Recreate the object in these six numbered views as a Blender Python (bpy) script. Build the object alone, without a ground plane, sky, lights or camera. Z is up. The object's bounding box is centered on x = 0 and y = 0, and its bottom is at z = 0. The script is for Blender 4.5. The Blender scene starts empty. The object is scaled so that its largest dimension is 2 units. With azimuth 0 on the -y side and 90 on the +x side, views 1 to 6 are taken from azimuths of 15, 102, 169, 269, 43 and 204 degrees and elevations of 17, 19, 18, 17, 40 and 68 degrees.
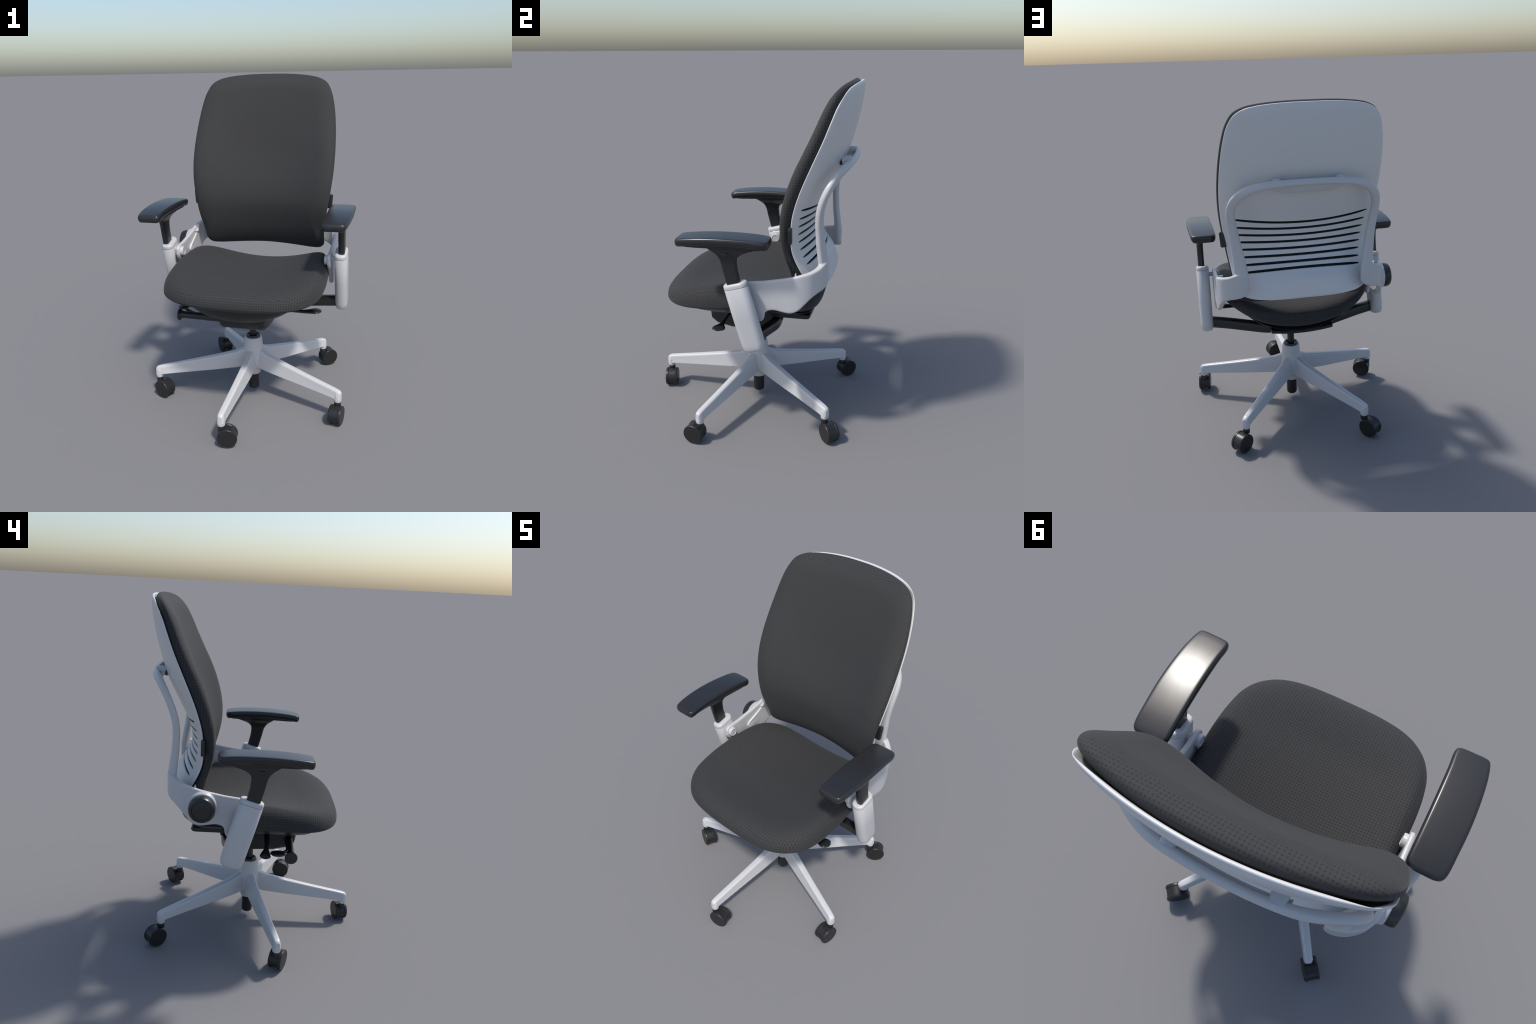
"""Swivel office chair: silver star base on casters, silver back shell with louvre
slots and a looped support frame, charcoal woven cushions, black adjustable armrests."""
import bpy, bmesh, math
import numpy as np
from mathutils import Vector, Matrix

# ------------------------------------------------------------------ helpers
def interp(z, table):
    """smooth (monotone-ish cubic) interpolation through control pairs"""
    t = np.array(table, float)
    X, Y = t[:, 0], t[:, 1]
    if X[0] > X[-1]:
        X, Y = X[::-1], Y[::-1]
    z = np.clip(np.asarray(z, float), X[0], X[-1])
    h = np.diff(X); d = np.diff(Y) / h
    m = np.empty_like(Y)
    m[0], m[-1] = d[0], d[-1]
    for i in range(1, len(Y) - 1):
        m[i] = 0.0 if d[i-1]*d[i] <= 0 and False else (d[i-1]*h[i] + d[i]*h[i-1]) / (h[i] + h[i-1])
    i = np.clip(np.searchsorted(X, z) - 1, 0, len(h) - 1)
    s = (z - X[i]) / h[i]
    a = 2*s**3 - 3*s**2 + 1; b = s**3 - 2*s**2 + s
    c = -2*s**3 + 3*s**2;    e = s**3 - s**2
    return a*Y[i] + b*h[i]*m[i] + c*Y[i+1] + e*h[i]*m[i+1]

def spline(points, n, closed=False):
    """Catmull-Rom (centripetal-ish, uniform resampled by arc length)"""
    P = np.array(points, float)
    N = len(P); out = []
    segs = N if closed else N - 1
    for i in range(segs):
        if closed:
            p0, p1, p2, p3 = P[(i-1) % N], P[i], P[(i+1) % N], P[(i+2) % N]
        else:
            p1, p2 = P[i], P[i+1]
            p0 = P[i-1] if i > 0 else 2*p1 - p2
            p3 = P[i+2] if i + 2 < N else 2*p2 - p1
        l1 = max(np.linalg.norm(p1-p0), 1e-6)**.5
        l2 = max(np.linalg.norm(p2-p1), 1e-6)**.5
        l3 = max(np.linalg.norm(p3-p2), 1e-6)**.5
        t0, t1 = 0, l1; t2 = t1 + l2; t3 = t2 + l3
        for k in range(24):
            t = t1 + (t2-t1)*k/24
            A1 = (t1-t)/(t1-t0)*p0 + (t-t0)/(t1-t0)*p1
            A2 = (t2-t)/(t2-t1)*p1 + (t-t1)/(t2-t1)*p2
            A3 = (t3-t)/(t3-t2)*p2 + (t-t2)/(t3-t2)*p3
            B1 = (t2-t)/(t2-t0)*A1 + (t-t0)/(t2-t0)*A2
            B2 = (t3-t)/(t3-t1)*A2 + (t-t1)/(t3-t1)*A3
            out.append((t2-t)/(t2-t1)*B1 + (t-t1)/(t2-t1)*B2)
    out.append(P[0] if closed else P[-1])
    out = np.array(out)
    d = np.r_[0, np.cumsum(np.linalg.norm(np.diff(out, axis=0), axis=1))]
    s = np.linspace(0, d[-1], n + 1)[:-1] if closed else np.linspace(0, d[-1], n)
    return np.stack([np.interp(s, d, out[:, k]) for k in range(out.shape[1])], 1)

def mirrored_outline(half, n):
    """closed outline from a half given from one end of the axis (x=0) to the other"""
    h = np.array(half, float)
    loop = np.vstack([h, (h[1:-1] * [-1, 1])[::-1]])
    return spline(loop, n, closed=True)

def mesh_data(name, verts, faces, angle=35):
    me = bpy.data.meshes.new(name)
    me.from_pydata([tuple(map(float, v)) for v in verts], [], faces)
    me.validate()
    bm = bmesh.new(); bm.from_mesh(me)
    bmesh.ops.recalc_face_normals(bm, faces=bm.faces)
    bm.to_mesh(me); bm.free()
    finish(me, angle)
    return me

def finish(me, angle=35):
    me.polygons.foreach_set("use_smooth", [True]*len(me.polygons))
    me.set_sharp_from_angle(angle=math.radians(angle))
    me.update()

def add(name, me, mat, parent=None, matrix=None):
    ob = bpy.data.objects.new(name, me)
    bpy.context.scene.collection.objects.link(ob)
    if mat is not None and me is not None and len(me.materials) == 0:
        me.materials.append(mat)
    if parent is not None:
        ob.parent = parent
    if matrix is not None:
        ob.matrix_local = matrix
    return ob

def join(parts):
    V, F = [], []
    for v, f in parts:
        o = len(V)
        V.extend([tuple(map(float, p)) for p in v]); F.extend([[i+o for i in q] for q in f])
    return V, F

def flip_x(part):
    v, f = part
    return [(-p[0], p[1], p[2]) for p in v], [list(q)[::-1] for q in f]

def loft(rings, cap=True):
    """closed rings (list of equally long point lists) -> verts, faces"""
    n = len(rings[0]); V = [p for r in rings for p in r]; F = []
    for i in range(len(rings)-1):
        for j in range(n):
            k = (j+1) % n
            F.append([i*n+j, i*n+k, (i+1)*n+k, (i+1)*n+j])
    if cap:
        for base, ring, rev in ((0, rings[0], True), ((len(rings)-1)*n, rings[-1], False)):
            c = len(V); V.append(tuple(np.mean(np.array(ring, float), 0)))
            for j in range(n):
                k = (j+1) % n
                F.append([base+k, base+j, c] if rev else [base+j, base+k, c])
    return V, F

def rounded_rect(hx, hy, r, seg=6):
    r = min(r, hx*.999, hy*.999); pts = []
    for cx, cy, a0 in ((hx-r, hy-r, 0), (-hx+r, hy-r, 90), (-hx+r, -hy+r, 180), (hx-r, -hy+r, 270)):
        for k in range(seg+1):
            a = math.radians(a0 + 90*k/seg)
            pts.append((cx + r*math.cos(a), cy + r*math.sin(a)))
    return pts

def lathe(profile, n=40, axis='z', centre=(0, 0, 0)):
    """profile of (radius, height) pairs turned about an axis"""
    rings = []
    for r, h in profile:
        ring = []
        for k in range(n):
            a = 2*math.pi*k/n; c, s = r*math.cos(a), r*math.sin(a)
            p = {'z': (c, s, h), 'x': (h, c, s), 'y': (c, h, s)}[axis]
            ring.append((p[0]+centre[0], p[1]+centre[1], p[2]+centre[2]))
        rings.append(ring)
    return loft(rings)

def tube(path, half_w, half_h, side_hint, n=20, power=2.4, cap=True):
    """sweep a superellipse along a path; half_w along the hinted side, half_h across"""
    P = np.array(path, float); rings = []
    T = np.gradient(P, axis=0); T /= np.linalg.norm(T, axis=1)[:, None]
    for i in range(len(P)):
        hint = np.array(side_hint[i] if np.ndim(side_hint) == 2 else side_hint, float)
        a = hint - T[i]*(hint @ T[i]); a /= np.linalg.norm(a)
        b = np.cross(T[i], a)
        w = half_w[i] if np.ndim(half_w) else half_w
        h = half_h[i] if np.ndim(half_h) else half_h
        ring = []
        for k in range(n):
            t = 2*math.pi*k/n; c, s = math.cos(t), math.sin(t)
            ring.append(tuple(P[i] + a*w*np.sign(c)*abs(c)**(2/power) + b*h*np.sign(s)*abs(s)**(2/power)))
        rings.append(ring)
    return loft(rings, cap)

def slab(poly, lo, hi, axis='x'):
    """polygon (two coordinates) extruded along an axis"""
    rings = []
    for d in (lo, hi):
        rings.append([{'x': (d, p[0], p[1]), 'y': (p[0], d, p[1]), 'z': (p[0], p[1], d)}[axis] for p in poly])
    return loft(rings)

def pillow(outline, centre, seam, top, bottom, place, rho_n=34, pw=2.2, rim=3.2, rim_b=None, edge=None):
    """closed cushion: an outline in (u,v); `seam`, `top`, `bottom` give w(u,v)"""
    rim_b = rim_b or rim
    O = np.array(outline); C = np.array(centre); n = len(O)
    if edge is not None:            # rounding measured as a distance from the rim
        T = np.roll(O, -1, 0) - np.roll(O, 1, 0); T /= np.linalg.norm(T, axis=1)[:, None]
        reach = np.abs((O - C)[:, 0]*T[:, 1] - (O - C)[:, 1]*T[:, 0]); soft = edge(O[:, 0], O[:, 1])
    rho = np.sin(np.linspace(0, math.pi/2, rho_n + 1)) ** 0.9
    V, F = [], []
    def layer(field, rr, ex):
        R = np.repeat(np.asarray(rr), n)[:, None]
        Q = C + (np.tile(O, (len(rr), 1)) - C)*R
        s = seam(Q[:, 0], Q[:, 1]); f = field(Q[:, 0], Q[:, 1])
        if edge is not None and ex == rim:
            d = np.clip((1 - R[:, 0])*np.tile(reach/soft, len(rr)), 0, 1)
            g = (1 - (1 - d)**2.2)**.5
        else:
            g = np.clip(1 - R[:, 0]**(ex*2), 0, None)**(1/pw)
        w = s + (f - s) * g
        V.extend(place(q[0], q[1], d) for q, d in zip(Q, w))
    V.append(place(C[0], C[1], top(*C)))
    layer(top, rho[1:], rim)
    nt = 1 + rho_n*n
    for j in range(n):
        F.append([0, 1+j, 1+(j+1) % n])
    for i in range(rho_n-1):
        for j in range(n):
            k = (j+1) % n; a = 1+i*n; b = a+n
            F.append([a+j, b+j, b+k, a+k])
    b0 = len(V)
    layer(bottom, rho[1:-1][::-1], rim_b)
    last = 1 + (rho_n-1)*n
    for j in range(n):
        k = (j+1) % n
        F.append([last+j, b0+j, b0+k, last+k])
    for i in range(rho_n-2):
        for j in range(n):
            k = (j+1) % n; a = b0+i*n; b = a+n
            F.append([a+j, b+j, b+k, a+k])
    c = len(V); V.append(place(C[0], C[1], bottom(*C)))
    a = b0+(rho_n-2)*n
    for j in range(n):
        F.append([a+j, c, a+(j+1) % n])
    return V, F

def fused(name, part, voxel, smooth, angle=60):
    """melt overlapping solids into one skin with soft fillets"""
    me = bpy.data.meshes.new(name + "_raw")
    me.from_pydata(part[0], [], part[1])
    bm = bmesh.new(); bm.from_mesh(me)
    bmesh.ops.recalc_face_normals(bm, faces=bm.faces); bm.to_mesh(me); bm.free()
    ob = bpy.data.objects.new(name + "_raw", me)
    bpy.context.scene.collection.objects.link(ob)
    m = ob.modifiers.new("remesh", 'REMESH'); m.mode = 'VOXEL'; m.voxel_size = voxel
    s = ob.modifiers.new("smooth", 'SMOOTH'); s.factor = .5; s.iterations = smooth
    dg = bpy.context.evaluated_depsgraph_get(); dg.update()
    out = bpy.data.meshes.new_from_object(ob.evaluated_get(dg)); out.name = name
    bpy.data.objects.remove(ob); bpy.data.meshes.remove(me)
    finish(out, angle)
    return out

def cut(name, me, cutter, angle=35):
    """subtract a cutter mesh"""
    a = bpy.data.objects.new("a", me); b = bpy.data.objects.new("b", cutter)
    for o in (a, b):
        bpy.context.scene.collection.objects.link(o)
    m = a.modifiers.new("cut", 'BOOLEAN'); m.operation = 'DIFFERENCE'; m.object = b; m.solver = 'EXACT'
    dg = bpy.context.evaluated_depsgraph_get(); dg.update()
    out = bpy.data.meshes.new_from_object(a.evaluated_get(dg)); out.name = name
    for o in (a, b):
        bpy.data.objects.remove(o)
    finish(out, angle)
    return out

# ---------------------------------------------------------------- materials
def new_mat(name):
    m = bpy.data.materials.new(name); m.use_nodes = True
    nt = m.node_tree; nt.nodes.clear()
    out = nt.nodes.new("ShaderNodeOutputMaterial"); b = nt.nodes.new("ShaderNodeBsdfPrincipled")
    nt.links.new(b.outputs[0], out.inputs[0])
    return m, nt, b

def plain(name, col, rough, spec=.5, grain=0.0, scale=300, metallic=0.0, coat=0.0):
    m, nt, b = new_mat(name)
    b.inputs["Roughness"].default_value = rough
    b.inputs["Specular IOR Level"].default_value = spec
    b.inputs["Metallic"].default_value = metallic
    b.inputs["Coat Weight"].default_value = coat
    b.inputs["Coat Roughness"].default_value = .15
    tc = nt.nodes.new("ShaderNodeTexCoord"); no = nt.nodes.new("ShaderNodeTexNoise")
    no.inputs["Scale"].default_value = scale; no.inputs["Detail"].default_value = 3
    nt.links.new(tc.outputs["Object"], no.inputs["Vector"])
    ra = nt.nodes.new("ShaderNodeValToRGB")
    ra.color_ramp.elements[0].color = (*[c*.97 for c in col], 1)
    ra.color_ramp.elements[1].color = (*[c*1.03 for c in col], 1)
    nt.links.new(no.outputs["Fac"], ra.inputs["Fac"])
    nt.links.new(ra.outputs["Color"], b.inputs["Base Color"])
    if grain:
        bu = nt.nodes.new("ShaderNodeBump"); bu.inputs["Strength"].default_value = grain
        bu.inputs["Distance"].default_value = .0006
        nt.links.new(no.outputs["Fac"], bu.inputs["Height"]); nt.links.new(bu.outputs[0], b.inputs["Normal"])
    return m

def weave(name, plane, tones, pitch):
    """basket weave: rows and columns of pits, their shading painted as dark dots;
    the painted shade is fine and faint on the back, stronger at its sides"""
    m, nt, b = new_mat(name); N, L = nt.nodes, nt.links
    def math_(op, a, c=None, v=None, w=None):
        x = N.new("ShaderNodeMath"); x.operation = op
        L.new(a, x.inputs[0])
        if c is not None: L.new(c, x.inputs[1])
        if v is not None: x.inputs[1].default_value = v
        if w is not None: x.inputs[2].default_value = w
        return x.outputs[0]
    def pick(test, a, c, kind='FLOAT'):
        x = N.new("ShaderNodeMix"); x.data_type = kind
        i, j, o = {'FLOAT': (2, 3, 0), 'RGBA': (6, 7, 2)}[kind]
        L.new(test, x.inputs[0]); L.new(a, x.inputs[i]); L.new(c, x.inputs[j])
        return x.outputs[o]
    tc = N.new("ShaderNodeTexCoord"); sep = N.new("ShaderNodeSeparateXYZ")
    L.new(tc.outputs["Object"], sep.inputs[0])
    ge = N.new("ShaderNodeNewGeometry"); ns = N.new("ShaderNodeSeparateXYZ")
    L.new(ge.outputs["Normal"], ns.inputs[0])
    X, Y, Z = sep.outputs
    side = math_('GREATER_THAN', math_('ABSOLUTE', ns.outputs[0]), v=.74)
    if plane == 'back':
        top = math_('GREATER_THAN', ns.outputs[2], v=.66)
        u = pick(side, pick(top, X, math_('MULTIPLY', X, v=.80)), math_('MULTIPLY', Y, v=.62))
        v = pick(side, pick(top, math_('MULTIPLY', Z, v=1.05), math_('MULTIPLY', Y, v=.80)), math_('MULTIPLY', Z, v=.62))
    else:
        front = math_('GREATER_THAN', math_('ABSOLUTE', ns.outputs[1]), v=.74)
        u = pick(side, X, Z); v = pick(front, Y, Z)
    def pits(c):
        return math_('MULTIPLY_ADD', math_('SINE', math_('MULTIPLY', c, v=2*math.pi/pitch)), v=.5, w=.5)
    pit = math_('MULTIPLY', pits(u), pits(v))
    no = N.new("ShaderNodeTexNoise"); no.inputs["Scale"].default_value = 260; no.inputs["Detail"].default_value = 3
    L.new(tc.outputs["Object"], no.inputs["Vector"])
    fac = math_('ADD', pit, math_('MULTIPLY_ADD', no.outputs["Fac"], v=.5, w=-.25))
    cols = []
    for light, dark in tones:
        ra = N.new("ShaderNodeValToRGB"); e = ra.color_ramp.elements
        e[0].position, e[0].color = .08, (*light, 1)
        e[1].position, e[1].color = .85, (*dark, 1)
        L.new(fac, ra.inputs["Fac"]); cols.append(ra.outputs["Color"])
    strong_pit_shade = math_('MAXIMUM', side, top) if plane == 'back' else side
    L.new(pick(strong_pit_shade, cols[0], cols[1], 'RGBA'), b.inputs["Base Color"])
    b.inputs["Roughness"].default_value = .85
    b.inputs["Specular IOR Level"].default_value = .25
    b.inputs["Sheen Weight"].default_value = .055
    b.inputs["Sheen Roughness"].default_value = .45
    bu = N.new("ShaderNodeBump"); bu.inputs["Strength"].default_value = .22
    bu.inputs["Distance"].default_value = .002; bu.invert = True
    L.new(pit, bu.inputs["Height"]); L.new(bu.outputs[0], b.inputs["Normal"])
    return m

SILVER = plain("silver_painted_plastic", (.535, .535, .54), .33, .5)
SHELLMAT = plain("silver_shell_plastic", (.65, .648, .645), .36, .5)  # base colour lightened to match how the rear looks in shade
SATIN = plain("silver_painted_metal", (.565, .566, .572), .28, .5)
BLACK = plain("black_moulded_plastic", (.018, .0185, .019), .30, .5)
PADMAT = plain("black_armrest_urethane", (.020, .0205, .022), .29, .5)
RUBBER = plain("caster_black_plastic", (.017, .0172, .0175), .38, .45)
DARKGREY = plain("dark_underside_plastic", (.022, .0225, .023), .42, .4, grain=.2)
FABRIC_B = weave("charcoal_back_weave", 'back', [((.0405, .041, .0412), (.0320, .0325, .0335)), ((.041, .0415, .042), (.025, .0255, .027))], .0092)
FABRIC_S = weave("charcoal_seat_weave", 'seat', [((.041, .0415, .042), (.021, .0215, .023)), ((.041, .0415, .042), (.023, .0235, .025))], .0130)

# -------------------------------------------------------------------- chair
chair = bpy.data.objects.new("office_chair", None)
bpy.context.scene.collection.objects.link(chair)
chair["label"] = "ergonomic swivel office chair, charcoal fabric, silver frame, black armrests"
chair["category"] = "office chair"
AXIS = (0.0, 0.021)           # swivel axis in plan

# ------------------------------------------------------------- star base
BASE_ANGLE = -92.35
def star_base():
    parts = [lathe([(.050, .402), (.054, .400), (.057, .385), (.060, .35), (.064, .32), (.067, .29),
                    (.066, .24), (.061, .21), (.054, .19), (.0485, .170), (.0455, .155), (.044, .147)], 48, 'z', (*AXIS, 0))]
    for k in range(5):
        a = math.radians(BASE_ANGLE + 72*k); d = np.array([math.cos(a), math.sin(a)]); s = np.array([-d[1], d[0]])
        rings = []
        for r, zt, zb, wt, wb in ((.02, .334, .204, .023, .036), (.07, .316, .200, .021, .035), (.12, .295, .192, .0195, .034),
                                  (.25, .268, .178, .0185, .031), (.39, .241, .166, .0175, .0275), (.50, .221, .156, .017, .025),
                                  (.58, .207, .148, .0165, .0235), (.608, .2015, .143, .016, .023),
                                  (.625, .196, .140, .0145, .021), (.634, .187, .141, .010, .015)):
            prof = []
            for side, lst in ((1, ((wb, zb), (wb*.55+wt*.45, zb+(zt-zb)*.45), (wt+.002, zt-.009), (wt-.002, zt-.0022), (wt-.009, zt))),
                              (-1, ((wt-.009, zt), (wt-.002, zt-.0022), (wt+.002, zt-.009), (wb*.55+wt*.45, zb+(zt-zb)*.45), (wb, zb)))):
                for w, z in lst:
                    z += .003
                    prof.append((*(np.array(AXIS) + d*r + s*side*w), z))
            rings.append(prof)
        parts.append(loft(rings))
        c = np.array(AXIS) + d*.612
        parts.append(lathe([(.018, .126), (.0225, .128), (.0235, .14), (.023, .17), (.019, .190), (.01, .196)], 24, 'z', (*c, 0)))
    return fused("star_base", join(parts), .0024, 4)
base = add("star_base", star_base(), SATIN, chair)

column = add("gas_cylinder", mesh_data("gas_cylinder", *join([
    lathe([(.0225, .39), (.0225, .56)], 32, 'z', (*AXIS, 0)),
    lathe([(.030, .395), (.0425, .396), (.044, .401), (.044, .411), (.042, .414), (.036, .414), (.034, .409), (.024, .407)], 40, 'z', (*AXIS, 0))])), BLACK, chair)
add("cylinder_end_cap", mesh_data("cylinder_end_cap", *lathe(
    [(.034, .16), (.034, .052), (.0325, .042), (.028, .037), (.01, .036)], 36, 'z', (*AXIS, 0))), BLACK, column)

# ------------------------------------------------------------- casters
WHEEL_R, WHEEL_HALF = .0575, .0375
wheel_me = mesh_data("wheel", *lathe([(.012, -.0085), (.046, -.0085), (.055, -.008), (WHEEL_R, -.0055), (WHEEL_R, .004),
                                      (.0565, .0065), (.0545, .0085), (.0535, .0078), (.02, .0082)], 48, 'y'), 30)
def hood_mesh():
    rings = []
    for k in range(29):
        a = math.radians(-28 + 236*k/28)
        ring = []
        for w, r in ((-.027, .0545), (.027, .0545), (.027, .030), (-.027, .030)):
            ring.append((r*math.cos(a), w, r*math.sin(a)))
        rings.append(ring)
    bridge = lathe([(.026, -.026), (.026, .026)], 24, 'y')
    return mesh_data("caster_hood", *join([loft(rings), bridge]), 30)
hood_me = hood_mesh()
stem_me = mesh_data("caster_stem", *lathe([(.0205, .040), (.0205, .072), (.018, .0765)], 24, 'z'), 30)
# each caster: arm number, swivel angle of its trail, where its axle stands in plan
CASTERS = [(0, 12, (.006, -.581)), (1, -99, (.570, -.226)), (2, 38, (.411, .534)), (3, 128, (-.370, .559)), (4, -24, (-.553, -.156))]
for k, trail, (cx, cy) in CASTERS:
    a = math.radians(BASE_ANGLE + 72*k); t = math.radians(trail)
    sx, sy = AXIS[0] + .612*math.cos(a), AXIS[1] + .612*math.sin(a)
    M = Matrix.Translation((cx, cy, WHEEL_R)) @ Matrix.Rotation(t, 4, 'Z')
    caster = add("caster", hood_me, RUBBER, chair, M)
    for sgn in (1, -1):
        add("wheel", wheel_me, RUBBER, caster,
            Matrix.Translation((0, sgn*(WHEEL_HALF-.0085), 0)) @ (Matrix.Identity(4) if sgn > 0 else Matrix.Rotation(math.pi, 4, 'Z')))
    add("caster_stem", stem_me, RUBBER, caster, M.inverted() @ Matrix.Translation((sx, sy, WHEEL_R)))

# ------------------------------------------------------------- back shell
REAR = [(.90, .506), (.925, .503), (.94, .499), (.985, .488), (1.025, .474), (1.055, .452), (1.085, .432), (1.12, .413),
        (1.151, .400), (1.18, .392), (1.209, .389), (1.26, .393), (1.299, .403), (1.345, .421), (1.404, .452), (1.474, .487),
        (1.537, .517), (1.631, .550), (1.699, .570), (1.76, .586), (1.821, .599), (1.881, .610), (1.936, .6165), (2.0, .618)]
EDGE = [(.90, .440), (.925, .420), (.96, .392), (1.0, .365), (1.045, .342), (1.086, .324), (1.13, .309), (1.179, .301), (1.23, .299),
        (1.283, .301), (1.332, .306), (1.369, .313), (1.456, .338), (1.513, .359), (1.614, .402), (1.724, .450), (1.825, .491),
        (1.871, .509), (1.92, .528), (2.0, .548)]
WIDTH = [(.90, .385), (1.0, .392), (1.086, .400), (1.179, .416), (1.283, .434), (1.369, .446), (1.456, .451), (1.513, .452),
         (1.614, .447), (1.724, .437), (1.825, .420), (1.90, .405), (2.0, .40)]
BULGE = [(.90, 3.2), (.98, 2.6), (1.08, 2.05), (1.2, 1.95), (1.33, 2.0), (1.42, 2.15), (1.52, 2.3), (1.72, 2.4), (1.85, 2.3), (1.93, 2.1), (2.0, 2.0)]
def rear(x, z):
    w = interp(z, WIDTH); r = interp(z, REAR)
    e = interp(z, EDGE) + interp(z, [(.9, .006), (1.1, .008), (1.3, .012), (1.45, .016), (1.8, .016), (1.93, .010), (2.0, .006)])
    return r - (r-e) * (abs(x)/w)**interp(z, BULGE)

BACK_HALF = [(0, .915), (.12, .914), (.24, .916), (.32, .924), (.368, .942), (.389, .985), (.397, 1.03), (.407, 1.10), (.421, 1.19),
             (.438, 1.30), (.449, 1.40), (.453, 1.50), (.450, 1.61), (.441, 1.715), (.426, 1.81), (.405, 1.885), (.372, 1.938),
             (.325, 1.966), (.27, 1.980), (.20, 1.989), (.10, 1.995), (0, 1.996)]
SHELL_T = .019
SHELL_HALF = [(x*.995, z-.002) if z > .95 else (x, z+.002) for x, z in BACK_HALF]
def shell_inside(x, z):
    """thin panel with a thicker rolled rim"""
    rim = np.maximum((abs(x)/interp(z, WIDTH) - .91)/.07, (z - 1.93)/.04)
    return rear(x, z) - .008 - (SHELL_T - .008)*np.clip(rim, 0, 1)
shell_part = pillow(mirrored_outline(SHELL_HALF, 220), (0, 1.45),
                    lambda x, z: rear(x, z) - SHELL_T*.5, lambda x, z: rear(x, z), shell_inside,
                    lambda u, v, w: (u, w, v), rho_n=60, pw=2.0, rim=22)
# eight smile-shaped louvre slots: (height at the ends, height at the middle, half length)
SLOTS = [(1.357, 1.337, .394), (1.310, 1.299, .382), (1.266, 1.259, .372), (1.222, 1.221, .364),
         (1.178, 1.182, .357), (1.134, 1.145, .351), (1.090, 1.110, .346), (1.050, 1.078, .343)]
def slot(ze, zm, xe):
    rings = []
    for k in range(41):
        s = -1 + 2*k/40; s = math.sin(s*math.pi/2)
        x = s*xe; zc = zm + (ze-zm)*(x/.35)**2; h = .0074*max(.22, 1-abs(s)**14)**.5
        yc = rear(x, zc)
        rings.append([(x, yc-.05, zc-h), (x, yc+.03, zc-h), (x, yc+.03, zc+h), (x, yc-.05, zc+h)])
    return loft(rings)
shell_me = cut("back_shell", mesh_data("shell_raw", *shell_part),
               mesh_data("slots", *join([slot(*s) for s in SLOTS])), 40)
shell = add("back_shell", shell_me, SHELLMAT, chair)

# ------------------------------------------------------------- back cushion
RIDGE = [(.90, .345), (.93, .326), (.96, .307), (1.0, .287), (1.051, .266), (1.104, .250), (1.152, .239), (1.217, .231), (1.268, .232),
         (1.343, .242), (1.416, .261), (1.489, .285), (1.585, .322), (1.672, .360), (1.764, .399), (1.844, .431), (1.911, .460), (2.0, .505)]
DISH = [(.90, .056), (.95, .055), (1.0, .053), (1.08, .054), (1.25, .052), (1.35, .059), (1.45, .064), (1.55, .063), (1.65, .049), (1.75, .036), (1.85, .031), (2.0, .026)]
def front(x, z):
    d = interp(z, DISH)
    return interp(z, RIDGE) + d - d*(abs(x)/.36)**2
CUSHION_LOW = [(0, .912), (.12, .908), (.24, .902), (.32, .901), (.370, .910), (.394, .938), (.399, .985)]
CUSHION_HALF = CUSHION_LOW + [(x*1.011, z+(.004 if z > 1.9 else 0)) for x, z in BACK_HALF if z > 1.0]
HOLLOW = [(.90, .004), (.98, .012), (1.04, .018), (1.1, .021), (1.3, .021), (1.37, .018), (1.44, .008), (2.0, .002)]
def cushion_back(x, z):
    """the pad stands clear of the shell behind the louvres"""
    w = np.clip(1.15 - (abs(x)/.40)**6, 0, 1)
    return rear(x, z) - SHELL_T - np.interp(z, *zip(*HOLLOW))*w
cushion_part = pillow(mirrored_outline(CUSHION_HALF, 240), (0, 1.45),
                      lambda x, z: rear(x, z) - SHELL_T - .026, front, cushion_back,
                      lambda u, v, w: (u, w, v), rho_n=60, pw=2.0, rim=5.5, rim_b=16,
                      edge=lambda x, z: interp(z, [(.90, .036), (.94, .05), (1.05, .11), (1.3, .125), (1.6, .11), (1.9, .10), (2.0, .085)]))
cushion = add("back_cushion", mesh_data("back_cushion", *cushion_part, 50), FABRIC_B, chair)

# lumbar slider grips on the sides of the cushion
for sgn in (1, -1):
    g = []
    for x, inset in ((.415, .003), (.440, 0), (.449, .001), (.4525, .005)):
        g.append([(sgn*(x + (z)*.07), .298 + y, 1.235 + z) for y, z in rounded_rect(.0115-inset, .045-inset, .006, 4)])
    add("lumbar_grip", mesh_data("lumbar_grip", *loft(g), 40), BLACK, chair)

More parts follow.
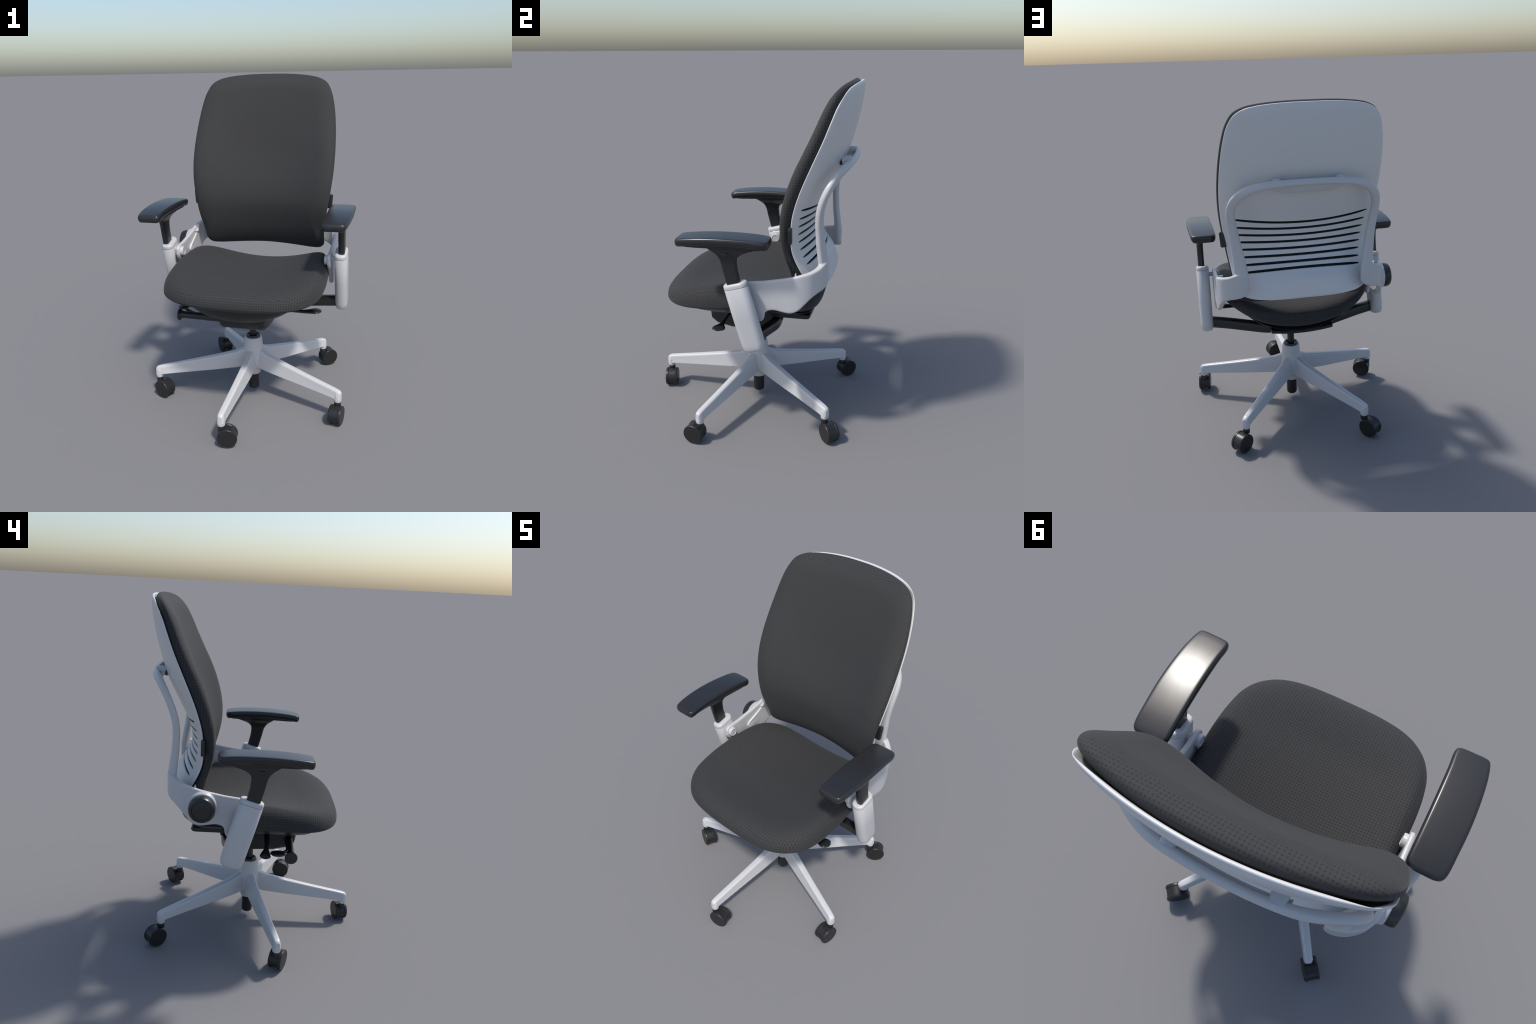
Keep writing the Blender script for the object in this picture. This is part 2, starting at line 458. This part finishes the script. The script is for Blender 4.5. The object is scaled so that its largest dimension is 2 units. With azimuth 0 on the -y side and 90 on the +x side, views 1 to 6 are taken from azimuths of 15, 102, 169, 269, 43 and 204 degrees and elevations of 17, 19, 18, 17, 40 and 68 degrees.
# ------------------------------------------------------------- support frame
def frame_half():
    """right half: side bracket, wrap-round lobe and strut"""
    parts = []
    st = [  # x, y, top z, bottom z, half thickness
        (.477, -.004, .955, .918, .010), (.477, .010, .973, .895, .011), (.478, .040, .979, .868, .012), (.478, .080, .981, .818, .012),
        (.478, .108, .984, .772, .012), (.478, .130, .987, .757, .012), (.479, .152, .990, .757, .012), (.479, .166, .992, .772, .012),
        (.479, .174, .993, .810, .012), (.479, .195, .997, .824, .012), (.479, .225, 1.003, .829, .013), (.479, .265, 1.011, .822, .013),
        (.479, .312, 1.022, .818, .013), (.476, .350, 1.033, .834, .014), (.466, .385, 1.042, .872, .015), (.450, .414, 1.050, .905, .016),
        (.424, .440, 1.060, .924, .017), (.395, .460, 1.075, .934, .018), (.362, .474, 1.085, .945, .017), (.336, .480, 1.075, .960, .015),
        (.320, .478, 1.060, .982, .011)]
    st = spline(st, 90)
    P = np.array([(s[0], s[1]) for s in st]); T = np.gradient(P, axis=0); T /= np.linalg.norm(T, axis=1)[:, None]
    rings = []
    for (x, y, zt, zb, h), t in zip(st, T):
        n = np.array([t[1], -t[0]]); zc, zh = (zt+zb)/2, (zt-zb)/2
        rings.append([(x + n[0]*a, y + n[1]*a, zc + b) for a, b in rounded_rect(h, zh, .009, 4)])
    parts.append(loft(rings))
    path = [(.352, .472, 1.01), (.355, .468, 1.04), (.360, .464, 1.085), (.366, .457, 1.14), (.373, .450, 1.19), (.380, .446, 1.245),
            (.389, .443, 1.30), (.398, .447, 1.36), (.402, .462, 1.420), (.394, .482, 1.469), (.366, .508, 1.515), (.312, .540, 1.556),
            (.234, .570, 1.580), (.12, .588, 1.591), (0, .593, 1.594), (-.03, .593, 1.594)]
    P = spline(path, 80)
    s = np.linspace(0, 1, 80)
    W = interp(s, [(0, .036), (.05, .039), (.14, .036), (.22, .031), (.35, .0265), (.55, .025), (.7, .022), (.85, .0185), (1, .0175)])
    H = interp(s, [(0, .018), (.06, .019), (.15, .0185), (.25, .018), (.35, .018), (.55, .018), (.7, .015), (.85, .0125), (1, .0115)])
    hints = np.array([np.array([1, -.42, 0])*(1-q) + np.array([0, -.5, 1])*q for q in np.clip((s-.52)/.3, 0, 1)])
    parts.append(tube(P, W, H, hints, 24, 2.8))
    return parts
def frame_mesh():
    half = frame_half()
    parts = half + [flip_x(p) for p in half]
    # boss that carries the tension knob, on one side only
    parts.append(lathe([(.083, -.476), (.083, -.490), (.080, -.504), (.076, -.514), (.02, -.515)], 48, 'x', (0, .292, .930)))
    return fused("back_frame", join(parts), .0036, 8)
frame = add("back_frame", frame_mesh(), SILVER, chair)

# hinge between frame and shell: two posts and a shallow carrier under the top bar
for sgn in (1, -1):
    x = .168*sgn
    add("hinge_post", mesh_data("hinge_post", *tube([(x, .505, 1.586), (x, .530, 1.590), (x, .555, 1.592), (x, .580, 1.594)],
        [.025, .026, .0265, .0255], [.021, .023, .024, .020], (1, 0, 0), 20, 2.3), 40), SILVER, frame)
    add("hinge_shadow_ring", mesh_data("hinge_shadow_ring", *tube([(x, .516, 1.587), (x, .524, 1.588), (x, .5285, 1.589)], [.0265, .027, .0262], [.023, .0236, .0228], (1, 0, 0), 24, 2.3), 40), BLACK, frame)  # black ring modelled for the dark shadow gap where post meets shell
def carrier():
    rings = []
    for k in range(25):
        x = -.205 + .41*k/24; q = abs(x)/.205
        drop = .046*(1 - q**6)
        y = .580 - .33*x*x
        z0 = 1.584
        rings.append([(x, y-.010, z0), (x, y+.002, z0), (x, y-.002, z0-drop*.8-.004), (x, y-.012, z0-drop-.004), (x, y-.020, z0-drop*.9)])
    return loft(rings)
add("hinge_carrier", mesh_data("hinge_carrier", *carrier(), 50), SILVER, frame)

for sgn in (1, -1):
    # raised inner panel of each side bracket
    inner = [(.176, .905), (.185, .925), (.300, .982), (.330, .996), (.352, .998), (.372, .97), (.372, .885), (.348, .858), (.31, .842), (.26, .838), (.20, .845)]
    rings = []
    for d, sc in ((.470, 1.0), (.459, 1.0), (.4565, .97)):
        rings.append([(sgn*d, .29 + (y-.29)*sc, .92 + (z-.92)*sc) for y, z in inner])
    add("bracket_panel", mesh_data("bracket_panel", *loft(rings), 40), SILVER, frame)
    # pivot bolt and the spacer to the armrest post
    add("pivot_bolt", mesh_data("pivot_bolt", *join([
        lathe([(.0295, sgn*.474), (.0295, sgn*.453), (.0275, sgn*.449), (.0225, sgn*.4475), (.0215, sgn*.4495), (.005, sgn*.4495)], 40, 'x', (0, .036, .935))]), 40), SILVER, frame)
    add("pivot_spacer", mesh_data("pivot_spacer", *lathe([(.013, sgn*.486), (.013, sgn*.520)], 24, 'x', (0, .042, .945))), SATIN, frame)
    # little upstand on the bracket beside the cushion
    fin = [(.300, .995), (.318, 1.005), (.329, 1.022), (.331, 1.036), (.336, 1.036), (.341, 1.020), (.350, .99)]
    add("bracket_tab", mesh_data("bracket_tab", *slab(fin, sgn*.450, sgn*.472), 40), SILVER, frame)

knob = add("tension_knob", mesh_data("tension_knob", *lathe(
    [(.070, -.505), (.0715, -.515), (.0725, -.530), (.071, -.545), (.066, -.555), (.060, -.5585), (.0525, -.560),
     (.051, -.5585), (.049, -.561), (.044, -.563), (.01, -.563)], 56, 'x', (0, .291, .928)), 25), BLACK, frame)

# ------------------------------------------------------------- seat cushion
SEAT_HALF = [(0, -.483), (.10, -.482), (.19, -.476), (.28, -.459), (.35, -.428), (.412, -.373), (.450, -.304), (.468, -.22), (.475, -.12),
             (.474, -.02), (.468, .08), (.455, .17), (.431, .26), (.388, .340), (.320, .400), (.225, .427), (.11, .436), (0, .438)]
SEAT_RIDGE = [(-.50, .864), (-.44, .875), (-.38, .885), (-.30, .895), (-.22, .900), (-.10, .912), (.05, .920), (.20, .922), (.30, .918), (.38, .906), (.45, .890)]
SEAT_DISH = [(-.50, .006), (-.40, .016), (-.25, .038), (0, .064), (.2, .082), (.35, .084), (.45, .070)]
SEAT_SEAM = [(-.50, .785), (-.3, .793), (-.1, .81), (.1, .825), (.3, .818), (.45, .785)]
def seat_top(x, y):
    d = interp(y, SEAT_DISH)
    return interp(y, SEAT_RIDGE) - d + d*(np.minimum(abs(x), .42)/.38)**2
def seat_bottom(x, y):
    lo = interp(y, [(-.52, .740), (-.3, .735), (-.1, .725), (.1, .695), (.2, .675), (.35, .660), (.45, .655)])
    k = interp(y, [(-.52, .10), (-.3, .16), (0, .30), (.2, .65), (.45, .90)])
    return lo + k*x*x
def seat_seam(x, y):
    rise = interp(y, [(-.5, 0), (0, .02), (.2, .12), (.45, .35)])
    return interp(y, SEAT_SEAM) + rise*x*x
seat = add("seat_cushion", mesh_data("seat_cushion", *pillow(mirrored_outline(SEAT_HALF, 240), (0, -.03), seat_seam, seat_top, seat_bottom,
           lambda u, v, w: (u, v, w), rho_n=56, pw=2.1, rim=6.5, rim_b=3.4), 60), FABRIC_S, chair)

# ------------------------------------------------------------- seat pan and mechanism
PAN_HALF = [(0, -.395), (.12, -.390), (.22, -.372), (.29, -.335), (.335, -.27), (.35, -.15), (.355, .0), (.35, .14), (.32, .26), (.25, .335), (.12, .372), (0, .380)]
def pan_bottom(x, y):
    deep = .634 + .72*x*x
    hug = seat_bottom(x, y) - .012
    t = np.clip((y + .02)/.16, 0, 1); t = t*t*(3-2*t)
    return np.minimum(deep*(1-t) + hug*t, hug)
pan = add("seat_pan", mesh_data("seat_pan", *pillow(mirrored_outline(PAN_HALF, 120), (0, -.03),
          lambda x, y: seat_bottom(x, y) + .006, lambda x, y: seat_bottom(x, y) + .012, pan_bottom,
          lambda u, v, w: (u, v, w), rho_n=30, pw=1.8, rim=5.0), 50), DARKGREY, chair)
# flat tray edge at the rear of the pan
tray = []
for k in range(17):
    x = -.185 + .37*k/16; zc = .650 + .45*x*x
    tray.append([(x, .06, zc+.004), (x, .372, zc+.010), (x, .378, zc+.003), (x, .366, zc-.012), (x, .350, zc-.015), (x, .06, zc-.017)])
add("seat_tray", mesh_data("seat_tray", *loft(tray), 30), BLACK, pan)

def mech():
    rings = []
    for y, zt, zb, hw in ((-.252, .635, .606, .118), (-.243, .64, .572, .135), (-.205, .645, .548, .145), (-.115, .65, .530, .148),
                          (0, .65, .525, .148), (.08, .65, .530, .148), (.15, .65, .550, .150), (.19, .65, .585, .150), (.205, .645, .615, .14)):
        zc, zh = (zt+zb)/2, (zt-zb)/2
        rings.append([(a, y, zc + b) for a, b in rounded_rect(hw, zh, .028, 5)])
    return loft(rings)
mechanism = add("tilt_mechanism", mesh_data("tilt_mechanism", *mech(), 45), DARKGREY, chair)
# black arms that carry the armrest posts
for sgn in (1, -1):
    P = [(sgn*x, y, z) for x, y, z in spline([(.05, .165, .602), (.15, .168, .602), (.19, .165, .605), (.30, .143, .621), (.42, .122, .641), (.535, .106, .657)], 26)]
    add("arm_support", mesh_data("arm_support", *tube(P, .029, .033, (0, 1, 0), 24, 3.2), 40), BLACK, mechanism)

def lever(path, ws, hs, power=2.2):
    P = spline(path, 30); s = np.linspace(0, 1, 30)
    return tube(P, interp(s, ws), interp(s, hs), (0, 1, 0), 18, power)
add("control_lever", mesh_data("control_lever", *lever([(.12, -.11, .648), (.30, -.110, .650), (.36, -.110, .653), (.42, -.109, .661), (.455, -.108, .661)],
    [(0, .011), (.65, .012), (.78, .022), (.90, .037), (.97, .030), (1, .012)], [(0, .009), (.6, .009), (.75, .011), (.9, .0105), (1, .004)]), 50), BLACK, mechanism)
add("control_lever", mesh_data("control_lever", *lever([(-.12, -.075, .640), (-.28, -.072, .648), (-.33, -.070, .642), (-.38, -.064, .620), (-.415, -.060, .603)],
    [(0, .014), (.5, .016), (.7, .013), (.8, .016), (.9, .029), (.97, .028), (1, .012)], [(0, .009), (.7, .010), (.9, .012), (1, .004)]), 50), BLACK, mechanism)
paddle = tube([(-.362 - .070*k/16, -.132, .630) for k in range(17)],
              [max(.004, .044*math.sqrt(max(0, 1-((k-8)/8)**2))) for k in range(17)],
              [max(.002, .0125*math.sqrt(max(0, 1-((k-8)/8)**2))) for k in range(17)], (0, 1, 0), 24, 2.0)
neck = lever([(-.14, -.200, .608), (-.28, -.198, .612), (-.35, -.178, .622), (-.385, -.150, .629)], [(0, .010), (1, .011)], [(0, .009), (1, .008)])
add("control_lever", mesh_data("control_lever", *join([paddle, neck]), 50), BLACK, mechanism)
add("tension_rod", mesh_data("tension_rod", *lathe([(.024, -.10), (.024, -.22), (.0225, -.225), (.0215, -.37), (.024, -.384), (.033, -.392), (.0365, -.396), (.0365, -.401), (.033, -.4045), (.01, -.4045)],
    36, 'x', (0, -.207, .606)), 35), BLACK, mechanism)

# ------------------------------------------------------------- armrests
TILT = .272        # posts lean: the top is further forward
PAD_OUT = [(.472, .200), (.4668, .183), (.4665, .150), (.468, .045), (.470, -.09), (.4705, -.19), (.4695, -.255), (.475, -.270), (.490, -.2755), (.535, -.277), (.580, -.2765),
           (.595, -.271), (.602, -.254), (.611, -.197), (.617, -.094), (.6175, 0), (.613, .094), (.606, .185), (.598, .202), (.582, .2095), (.535, .211), (.487, .2085)]
def armrest(sgn):
    # frame of the post: local z runs up the leaning axis
    R = Matrix.Rotation(TILT, 3, 'X'); origin = Vector((0, .134, .611))
    def place(x, y, z):
        p = R @ Vector((0, y, z)) + origin
        return (sgn*(.547 if sgn > 0 else .542) + sgn*x, p.y, p.z)
    def section(z, hx, hy, r, off=0.0):
        return [place(a, b+off, z) for a, b in rounded_rect(hx, hy, r, 7)]
    rings = [section(*s) for s in ((.000, .018, .034, .018), (.003, .026, .046, .025), (.010, .032, .055, .031), (.024, .0355, .0615, .034),
                                   (.050, .0368, .0645, .035), (.20, .0372, .0665, .035), (.3725, .0375, .0655, .035), (.374, .0365, .0645, .034))]
    post = add("armrest_post", mesh_data("armrest_post", *loft(rings), 40), SILVER, chair)
    cap = [section(*s) for s in ((.3755, .0362, .0642, .034), (.377, .0375, .0655, .035), (.389, .0375, .0655, .035), (.396, .0355, .0635, .033),
                                 (.400, .031, .059, .029), (.401, .025, .053, .023))]
    add("post_collar", mesh_data("post_collar", *loft(cap), 40), SILVER, post)
    # black telescoping stem that flares under the pad
    rings = []
    for z, yf, yr, hx, cx in ((.975, -.011, .066, .0185, .552), (1.07, -.036, .044, .0185, .552), (1.115, -.046, .040, .0185, .552), (1.135, -.056, .043, .019, .552),
                              (1.150, -.068, .058, .021, .552), (1.163, -.084, .080, .026, .550), (1.175, -.100, .108, .034, .548), (1.186, -.113, .138, .041, .546),
                              (1.193, -.116, .150, .042, .545), (1.204, -.116, .152, .042, .545)):
        hy = (yr-yf)/2; yc = (yr+yf)/2
        rings.append([(sgn*(cx + a), yc + b, z) for a, b in rounded_rect(hx, hy, min(hx*.8, .02), 6)])
    stem = add("armrest_stem", mesh_data("armrest_stem", *loft(rings), 40), BLACK, post)
    add("release_button", mesh_data("release_button", *join([
        loft([[(sgn*(x), -.016 + a, 1.158 + b) for a, b in rounded_rect(.019-i, .007-i, .005, 3)] for x, i in ((.560, 0), (.5785, 0), (.5805, .002))])]), 40), BLACK, stem)
    # pad: crisp top edge, softer underside, gently arched along its length
    O = spline([(.543 + (x-.543)*1.02, -.033 + (y+.033)*1.015) for x, y in PAD_OUT], 120, closed=True)
    T = np.roll(O, -1, 0) - np.roll(O, 1, 0); T /= np.linalg.norm(T, axis=1)[:, None]
    inward = np.stack([-T[:, 1], T[:, 0]], 1)
    if ((O + inward*.001 - [.543, -.03])**2).sum() > ((O - [.543, -.03])**2).sum():
        inward = -inward
    arch = lambda y: interp(y, [(-.28, 1.2285), (-.2, 1.2395), (-.06, 1.2490), (.05, 1.2490), (.15, 1.2435), (.215, 1.2350)])
    rings = []
    for k, inset, dz in ((.35, .014, -.0435), (.9, .014, -.0435), (1, .014, -.0425), (1, .008, -.039), (1, .003, -.032), (1, .0004, -.022), (1, 0, -.014),
                         (1, .0012, -.0075), (1, .004, -.0025), (1, .0075, -.0005), (1, .012, 0)) + tuple((q, .012, 0) for q in (.9, .75, .6, .45, .3, .15, .05)):
        Q = np.array([.543, -.03]) + (O + inward*inset - [.543, -.03])*k
        crown = .0025 - .25*(Q[:, 0]-.543)**2 if dz > -.02 else 0
        rings.append([(sgn*q[0], q[1], z) for q, z in zip(Q, arch(Q[:, 1]) + dz + crown)])
    add("armrest_pad", mesh_data("armrest_pad", *loft(rings), 50), PADMAT, post)
    I = [(.543 + (x-.543)*.80, -.03 + (y+.03)*.90) for x, y in PAD_OUT]
    I = spline(I, 80, closed=True)
    add("pad_tray", mesh_data("pad_tray", *loft([[(sgn*(.543+(x-.543)*k), -.03+(y+.03)*k, interp(y, [(-.28, 1.1945), (0, 1.2005), (.21, 1.1985)]) + dz) for x, y in I]
        for k, dz in ((1, .012), (1, .000), (.985, -.005), (.95, -.0065))]), 40), BLACK, post)
for sgn in (1, -1):
    armrest(sgn)
